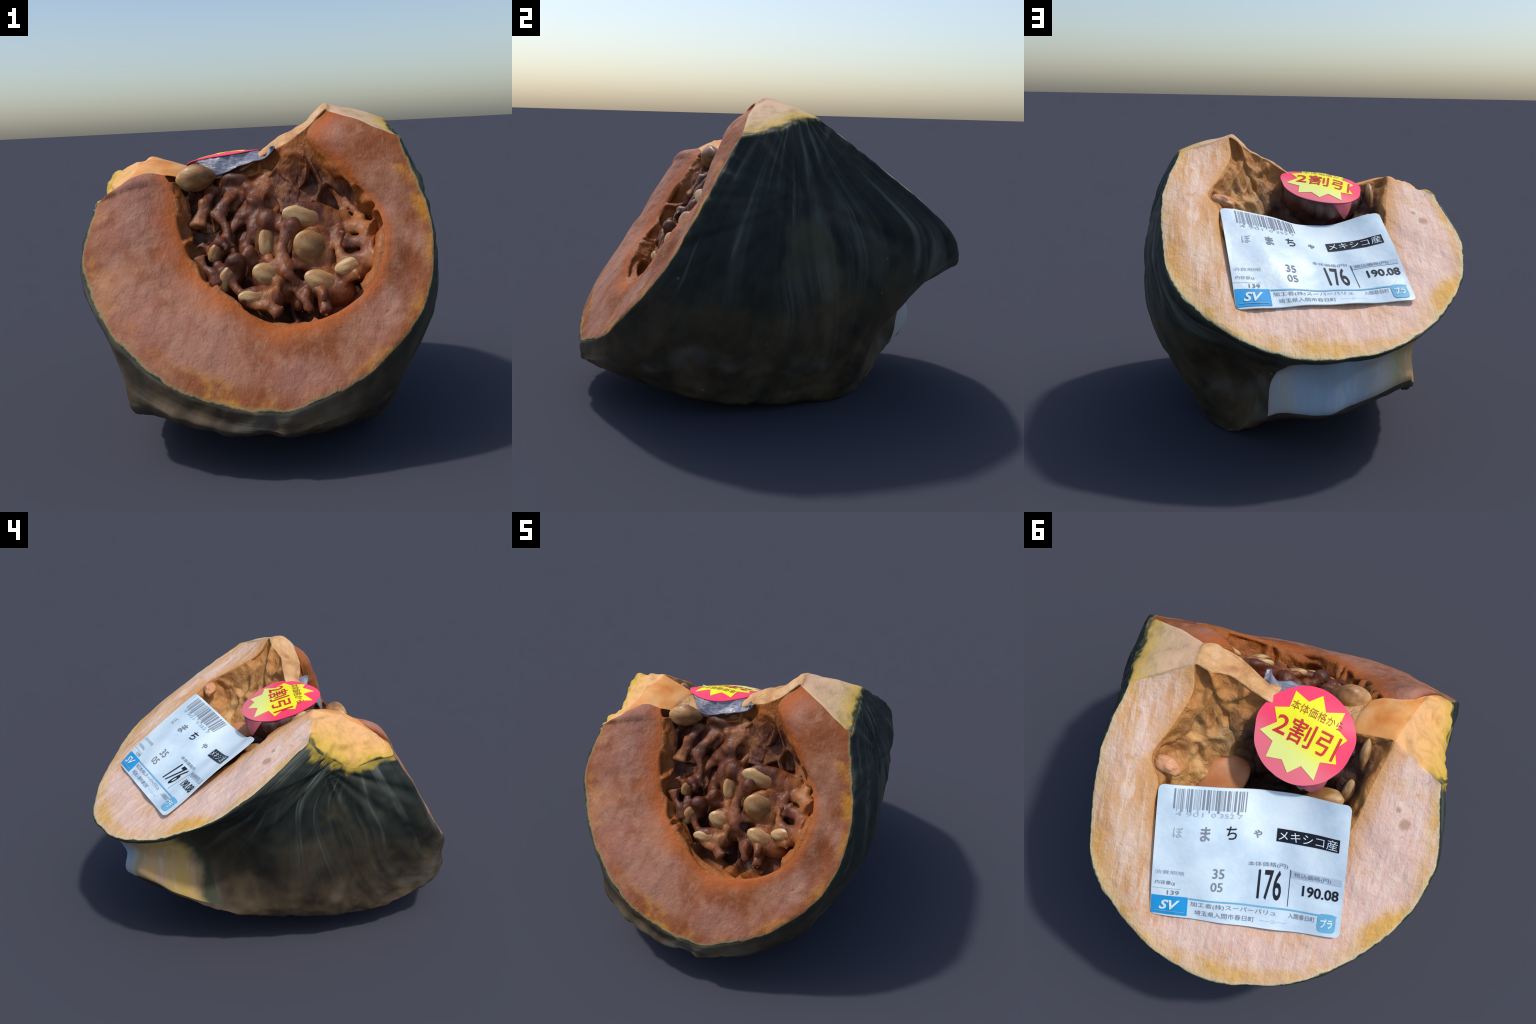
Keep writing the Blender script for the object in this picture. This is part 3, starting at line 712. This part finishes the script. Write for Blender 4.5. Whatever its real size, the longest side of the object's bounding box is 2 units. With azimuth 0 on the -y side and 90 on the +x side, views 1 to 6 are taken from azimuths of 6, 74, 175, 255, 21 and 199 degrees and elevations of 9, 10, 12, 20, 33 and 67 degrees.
def text_mesh(name, body, fn, box, lift, bold=0.0, shear=0.0, flip_y=False):
    """Letters from the built-in font, fitted to a box (x0, y0, x1, y1) in sheet coordinates."""
    cu = bpy.data.curves.new(name, "FONT"); cu.body = body; cu.offset = bold; cu.shear = shear; cu.resolution_u = 3
    cu.extrude = 0.0
    tmp = bpy.data.objects.new(name, cu); col.objects.link(tmp)
    bpy.context.view_layer.update()
    me = bpy.data.meshes.new_from_object(tmp.evaluated_get(bpy.context.evaluated_depsgraph_get()))
    bpy.data.objects.remove(tmp); bpy.data.curves.remove(cu)
    b = bmesh.new(); b.from_mesh(me)
    P = np.array([v.co[:] for v in b.verts]); lo, hi = P.min(0), P.max(0)
    for _ in range(1):
        bmesh.ops.subdivide_edges(b, edges=[e for e in b.edges if e.calc_length() > .35], cuts=2, use_grid_fill=True)
    for v in b.verts:
        x = (v.co.x - lo[0]) / (hi[0] - lo[0]); y = (v.co.y - lo[1]) / (hi[1] - lo[1])
        v.co = fn(box[0] + x * (box[2] - box[0]), box[1] + y * (box[3] - box[1]), lift)
    b.to_mesh(me); b.free(); me.name = name
    return me

def ink(name, c, rough=.5): return plain(name, c, rough, .25, .12, 14)
def sticker_pink():
    m = Mat("pink_sticker_paper", .45, .3)
    # glare on the wrap painted in as paler pink, with a ragged edge
    v = m.coord((1, 1, 1), loc=(.136, 0, 0))
    s = m.n.new("ShaderNodeSeparateXYZ"); m.link(v, s.inputs[0])
    f = m.math("ADD", s.outputs[1], m.math("MULTIPLY", s.outputs[0], .35))
    f = m.math("ADD", f, m.math("MULTIPLY", m.noise(m.coord(), 9, 3), .06))
    return m.color(m.mix(m.band(f, .03, .16), (.92, .055, .14), (.82, .17, .22)))
def sticker_yellow():
    m = Mat("yellow_star_print", .45, .3)  # yellow lightened across one half to show the wrap's glare
    v = m.coord((1, 1, 1), loc=(.136, 0, 0))
    s = m.n.new("ShaderNodeSeparateXYZ"); m.link(v, s.inputs[0])
    f = m.math("ADD", s.outputs[1], m.math("MULTIPLY", s.outputs[0], .35))
    f = m.math("ADD", f, m.math("MULTIPLY", m.noise(m.coord(), 9, 3), .06))
    return m.color(m.mix(m.band(f, .03, .15), (.88, .84, .02), (.80, .85, .26)))

circle = [(math.cos(a) * (1 + .012 * math.sin(5 * a) + .008 * math.sin(11 * a)), math.sin(a) * (.98 + .012 * math.sin(4 * a + 1))) for a in np.linspace(0, 2 * math.pi, 96, endpoint=False)]
sticker = add("discount_sticker", solid_from_outline("discount_sticker", circle, on_sticker, 0.0, .004, 14), sticker_pink(), root)
star = []
for k in range(10):
    a = math.radians(82 + 36 * k)
    ro = .86 + .05 * math.sin(k * 2.3); ri = .63 + .03 * math.cos(k * 1.7)
    for q, r in ((a, ro), (a + math.radians(18), ri)):
        star.append((r * math.cos(q), r * math.sin(q)))
dense = []
for (x0, y0), (x1, y1) in zip(star, star[1:] + star[:1]):
    for u in np.linspace(0, 1, 6, endpoint=False): dense.append((x0 + (x1 - x0) * u, y0 + (y1 - y0) * u))
add("star_print", solid_from_outline("star_print", dense, on_sticker, .0022, .002, 12), sticker_yellow(), sticker)
rot = math.radians(-9)
def tilted(x, y, lift): return on_sticker(x * math.cos(rot) - y * math.sin(rot), x * math.sin(rot) + y * math.cos(rot), lift)
red = ink("red_print", (.62, .03, .035)); brown = ink("brown_print", (.42, .10, .02))
add("printed_text", text_mesh("printed_text", "本体価格から", tilted, (-.50, .36, .60, .56), .0042, .0), brown, sticker, False)
add("printed_text", text_mesh("printed_text", "2割引", tilted, (-.62, -.24, .70, .26), .0042, .009), red, sticker, False)

# plug of pulp below the sticker
b = bmesh.new(); rings = []
for k, (sc, dz) in enumerate([(.975, -.0045), (.99, -.035), (.95, -.08), (.82, -.125), (.66, -.19), (.50, -.30)]):
    ring = []
    for i, a in enumerate(np.linspace(0, 2 * math.pi, 120, endpoint=False)):
        j = 1 + (.05 * math.sin(5 * a + k * .5 + 1) + .04 * math.sin(9 * a + k * .3) + .03 * math.sin(23 * a + k)) * min(1, k / 2)
        tuck = 1 - .13 * k if math.sin(a) > 0 else 1
        p = np.array(on_sticker(sc * j * math.cos(a), sc * j * math.sin(a) * tuck)) + np.array((0, 0, 1)) * dz + SV * (-.30 * dz if math.sin(a) < 0 else 0)
        ring.append(b.verts.new(tuple(p)))
    rings.append(ring)
for P, Q in zip(rings, rings[1:]):
    for i in range(120): b.faces.new((P[i], Q[i], Q[(i + 1) % 120], P[(i + 1) % 120]))
b.faces.new(rings[0]); bmesh.ops.recalc_face_normals(b, faces=b.faces)
me = bpy.data.meshes.new("pulp_core"); b.to_mesh(me); b.free()
add("pulp_core", me, M["plug"], root)

# corner of the sticker folded down over the pulp
b = bmesh.new(); L = []
for u in np.linspace(0, 1, 12):
    ring = []
    for w_ in np.linspace(-1, 1, 9):
        aa = math.radians(-62) + w_ * math.radians(17) * (1 - u)
        p = np.array(on_sticker(math.cos(aa) * (.985 + .09 * math.sin(u * 2)), math.sin(aa) * (.985 + .09 * math.sin(u * 2)), -.004)) + np.array((0, -.014, -.075)) * u
        ring.append(b.verts.new(tuple(p)))
    L.append(ring)
for P, Q in zip(L, L[1:]):
    for i in range(8): b.faces.new((P[i], P[i + 1], Q[i + 1], Q[i]))
bmesh.ops.remove_doubles(b, verts=b.verts, dist=1e-4)
bmesh.ops.recalc_face_normals(b, faces=b.faces)
bmesh.ops.solidify(b, geom=b.faces[:], thickness=.004)
me = bpy.data.meshes.new("folded_edge"); b.to_mesh(me); b.free()
add("folded_edge", me, speckled("faded_pink_fold", [(.3, (.40, .06, .09)), (.7, (.62, .15, .17))], 6), sticker)

# wrinkled strip of cling film hanging from the sticker's far edge
def film_material():
    m = Mat("grey_cling_film", .25, .5)
    n = m.noise(m.coord((1, 1, 3)), 12, 5, .6, .8)
    m.bump(n, .5, .02)
    return m.color(m.ramp(n, [(.3, (.10, .09, .11)), (.5, (.22, .23, .30)), (.7, (.42, .42, .46))]))
M["film"] = film_material()
edge = [on_sticker(math.cos(t) * .97, math.sin(t) * .97, -.006) for t in np.linspace(math.radians(158), math.radians(48), 81)]
T = np.array(edge)[::-1]
B = hermite({0: (-.225, -.215, 1.170), 1: (-.185, -.228, 1.175), 2: (-.09, -.240, 1.200), 2.5: (-.02, -.238, 1.222), 3: (.05, -.215, 1.245)}, np.linspace(0, 3, 81))
if np.linalg.norm(T[0] - B[0]) > np.linalg.norm(T[-1] - B[0]): T = T[::-1]
tailT = hermite({0: T[-1], 1: (.075, -.222, 1.293), 2: (.10, -.226, 1.296)}, np.linspace(0, 2, 41)[1:])   # runs on up the ridge
tailB = hermite({0: B[-1], 1: (.075, -.226, 1.262), 2: (.10, -.229, 1.284)}, np.linspace(0, 2, 41)[1:])
T, B = np.vstack([T, tailT]), np.vstack([B, tailB])
b = bmesh.new(); L = []
for u in np.linspace(-.55, 1, 17):
    if u < 0:      # tucked under the sticker
        P = T + (-u) * np.array((0, .10, -.03))
    else:
        P = T * (1 - u) + B * u
    wr = .010 * noise(P * np.array((2, 1, .6)), 11, 81, 3)
    P = P + (.018 * max(u, 0) * noise(B, 12, 83, 2))[:, None] * np.array((0, 0, 1))
    L.append([b.verts.new(tuple(p)) for p in P + wr[:, None] * NF])
for P, Q in zip(L, L[1:]):
    for i in range(len(P) - 1): b.faces.new((P[i], P[i + 1], Q[i + 1], Q[i]))
bmesh.ops.recalc_face_normals(b, faces=b.faces)
bmesh.ops.solidify(b, geom=b.faces[:], thickness=.004)
me = bpy.data.meshes.new("cling_film"); b.to_mesh(me); b.free()
add("cling_film", me, M["film"], root)

# ------------------------------------------------------------------ price label
LTL, LTR, LBR, LBL = map(np.array, ((.402, .355, 1.150), (-.408, .199, 1.100), (-.502, .686, .770), (.333, .822, .768)))
def on_label(u, v, lift=0.0):
    """u left to right, v top (0) to bottom (1); the top edge sags into the hollow."""
    p = (LTL * (1 - u) + LTR * u) * (1 - v) + (LBL * (1 - u) + LBR * u) * v
    width = (.40 - .12 * min(1, v / .4)) if u < .63 else .25
    depth = .104 * (1 - v) ** .75 * (1 - .2 * v)
    sag = -depth * math.exp(-((u - .63) / width) ** 2) + .012 * math.sin(math.pi * v) * (1 - u) ** 2 + .016 * max(0, 1 - v) * max(0, u - .85) / .15
    wr = .004 * math.sin(9 * u + 4 * v) * math.sin(5 * v + 2) + .003 * math.sin(23 * u - 7 * v)
    return tuple(p + NB * (sag + wr + lift + .008))
def paper_material():
    m = Mat("white_label_paper", .4, .35)
    n = m.noise(m.coord(), 5, 5)
    c = m.ramp(n, [(.3, (.52, .66, .76)), (.5, (.66, .80, .88)), (.7, (.76, .88, .92))])
    m.bump(m.noise(m.coord(), 11, 4), .25, .02)
    return m.color(c)
M["paper"] = paper_material()
b = bmesh.new(); NU, NV = 72, 48; top_, bot_ = {}, {}
def corner(u, v):
    """Rounds the four corners of the unit square."""
    ax, ay = .030, .040
    x, y = u, v
    dx = max(ax - u, u - (1 - ax), 0) / ax; dy = max(ay - v, v - (1 - ay), 0) / ay
    if dx > 0 and dy > 0:
        h = math.hypot(dx, dy); m = max(dx, dy)
        k = m / h
        x = u + (1 - k) * dx * ax * (1 if u < .5 else -1); y = v + (1 - k) * dy * ay * (1 if v < .5 else -1)
    return x, y
def levels(n, e):  return np.concatenate([np.linspace(0, e, 5)[:-1], np.linspace(e, 1 - e, n), np.linspace(1 - e, 1, 5)[1:]])
US, VS = levels(NU, .03), levels(NV, .04)
for i, u in enumerate(US):
    for j, v in enumerate(VS):
        x, y = corner(u, v)
        top_[i, j] = b.verts.new(on_label(x, y)); bot_[i, j] = b.verts.new(on_label(x, y, -.006))
I, J = len(US) - 1, len(VS) - 1
for i in range(I):
    for j in range(J):
        b.faces.new((top_[i, j], top_[i + 1, j], top_[i + 1, j + 1], top_[i, j + 1]))
        b.faces.new((bot_[i, j], bot_[i, j + 1], bot_[i + 1, j + 1], bot_[i + 1, j]))
ringij = [(i, 0) for i in range(I)] + [(I, j) for j in range(J)] + [(i, J) for i in range(I, 0, -1)] + [(0, j) for j in range(J, 0, -1)]
for p, q_ in zip(ringij, ringij[1:] + ringij[:1]):
    b.faces.new((top_[p], bot_[p], bot_[q_], top_[q_]))
bmesh.ops.recalc_face_normals(b, faces=b.faces)
me = bpy.data.meshes.new("price_label"); b.to_mesh(me); b.free()
label = add("price_label", me, M["paper"], root)

def block(name, u0, v0, u1, v1, mat, lift=.0022, nu=10, nv=4):
    b = bmesh.new(); g = {}
    for i in range(nu + 1):
        for j in range(nv + 1):
            g[i, j] = b.verts.new(on_label(u0 + (u1 - u0) * i / nu, v0 + (v1 - v0) * j / nv, lift))
    for i in range(nu):
        for j in range(nv): b.faces.new((g[i, j], g[i, j + 1], g[i + 1, j + 1], g[i + 1, j]))
    bmesh.ops.recalc_face_normals(b, faces=b.faces)
    me = bpy.data.meshes.new(name); b.to_mesh(me); b.free()
    return add(name, me, mat, label)
def words(body, u0, v0, u1, v1, mat, bold=0.0, lift=.0024, shear=0.0):
    return add("printed_text", text_mesh("printed_text", body, on_label, (u0, v1, u1, v0), lift, bold, shear), mat, label, False)

black = ink("black_print", (.012, .014, .022)); grey = ink("grey_print", (.22, .25, .30)); soft = ink("faint_print", (.40, .47, .53))
blue = ink("blue_print", (.02, .33, .70)); pale_blue = ink("pale_blue_print", (.16, .45, .66)); white = ink("white_print", (.72, .86, .92))
tint = ink("tinted_header_print", (.48, .60, .70))
u = .085
while u < .45:                                   # barcode
    wd = random.choice((.003, .005, .008, .011))
    block("barcode_bar", u, .02, u + wd, .165 + .02 * (random.random() < .2), random.choice((grey, grey, soft)), nu=2, nv=8)
    u += wd + random.choice((.004, .006, .009))
words("4 901", .10, .185, .24, .215, soft); words("0 352 7", .28, .185, .44, .215, soft)
words("ぼ", .095, .30, .145, .38, soft); words("ま", .235, .285, .285, .39, grey, .02)
words("ち", .365, .27, .42, .365, black, .01); words("ゃ", .505, .285, .548, .345, grey, .02)
block("origin_box", .625, .262, .955, .358, black, nu=20)
words("メキシコ産", .635, .272, .945, .348, white, .0, .0045)
words("消費期限", .015, .635, .17, .665, soft); words("35", .315, .59, .375, .665, grey, .01); words("05", .31, .695, .372, .765, grey, .01)
words("本体価格(円)", .49, .515, .70, .555, grey)
words("176", .55, .57, .675, .79, black, .012)
block("rule_line", .714, .55, .717, .82, black, nu=1, nv=12)
block("header_box", .72, .555, .985, .605, tint, .0020); words("税込価格(円)", .735, .562, .93, .60, grey, 0, .0040)
words("190.08", .785, .645, .975, .725, black, .02)
words("内容量(g", .02, .715, .125, .75, grey); block("rule_line", .0, .775, .155, .778, soft, nu=4, nv=1); words("139", .085, .79, .148, .825, grey, .01)
block("rule_line", .2, .838, .975, .850, pale_blue, nu=30, nv=1)
block("shop_mark", .004, .835, .195, .985, blue, nu=8, nv=6); words("SV", .045, .865, .155, .945, white, .03, .0046, .35)
block("rule_line", .02, .955, .18, .962, pale_blue, .0040, nu=6, nv=1)
words("加工者(株)スーパーバリュ", .21, .862, .66, .905, grey); words("入間春日町", .725, .865, .865, .905, grey)
words("埼玉県入間市春日町", .235, .925, .55, .965, grey); words("一一三一一", .58, .935, .72, .955, soft)
sq = []
for a in np.linspace(0, 2 * math.pi, 48, endpoint=False):
    c, s = math.cos(a), math.sin(a); k = (abs(c) ** 5 + abs(s) ** 5) ** (-.2)
    sq.append((.925 + .047 * k * c, .90 + .070 * k * s))
add("recycling_mark", solid_from_outline("recycling_mark", sq, on_label, .0026, .002, 5, (.925, .90)), pale_blue, label)
words("プラ", .893, .865, .957, .935, white, .03, .0046)

# the whole thing rests on the ground
bpy.context.view_layer.update()
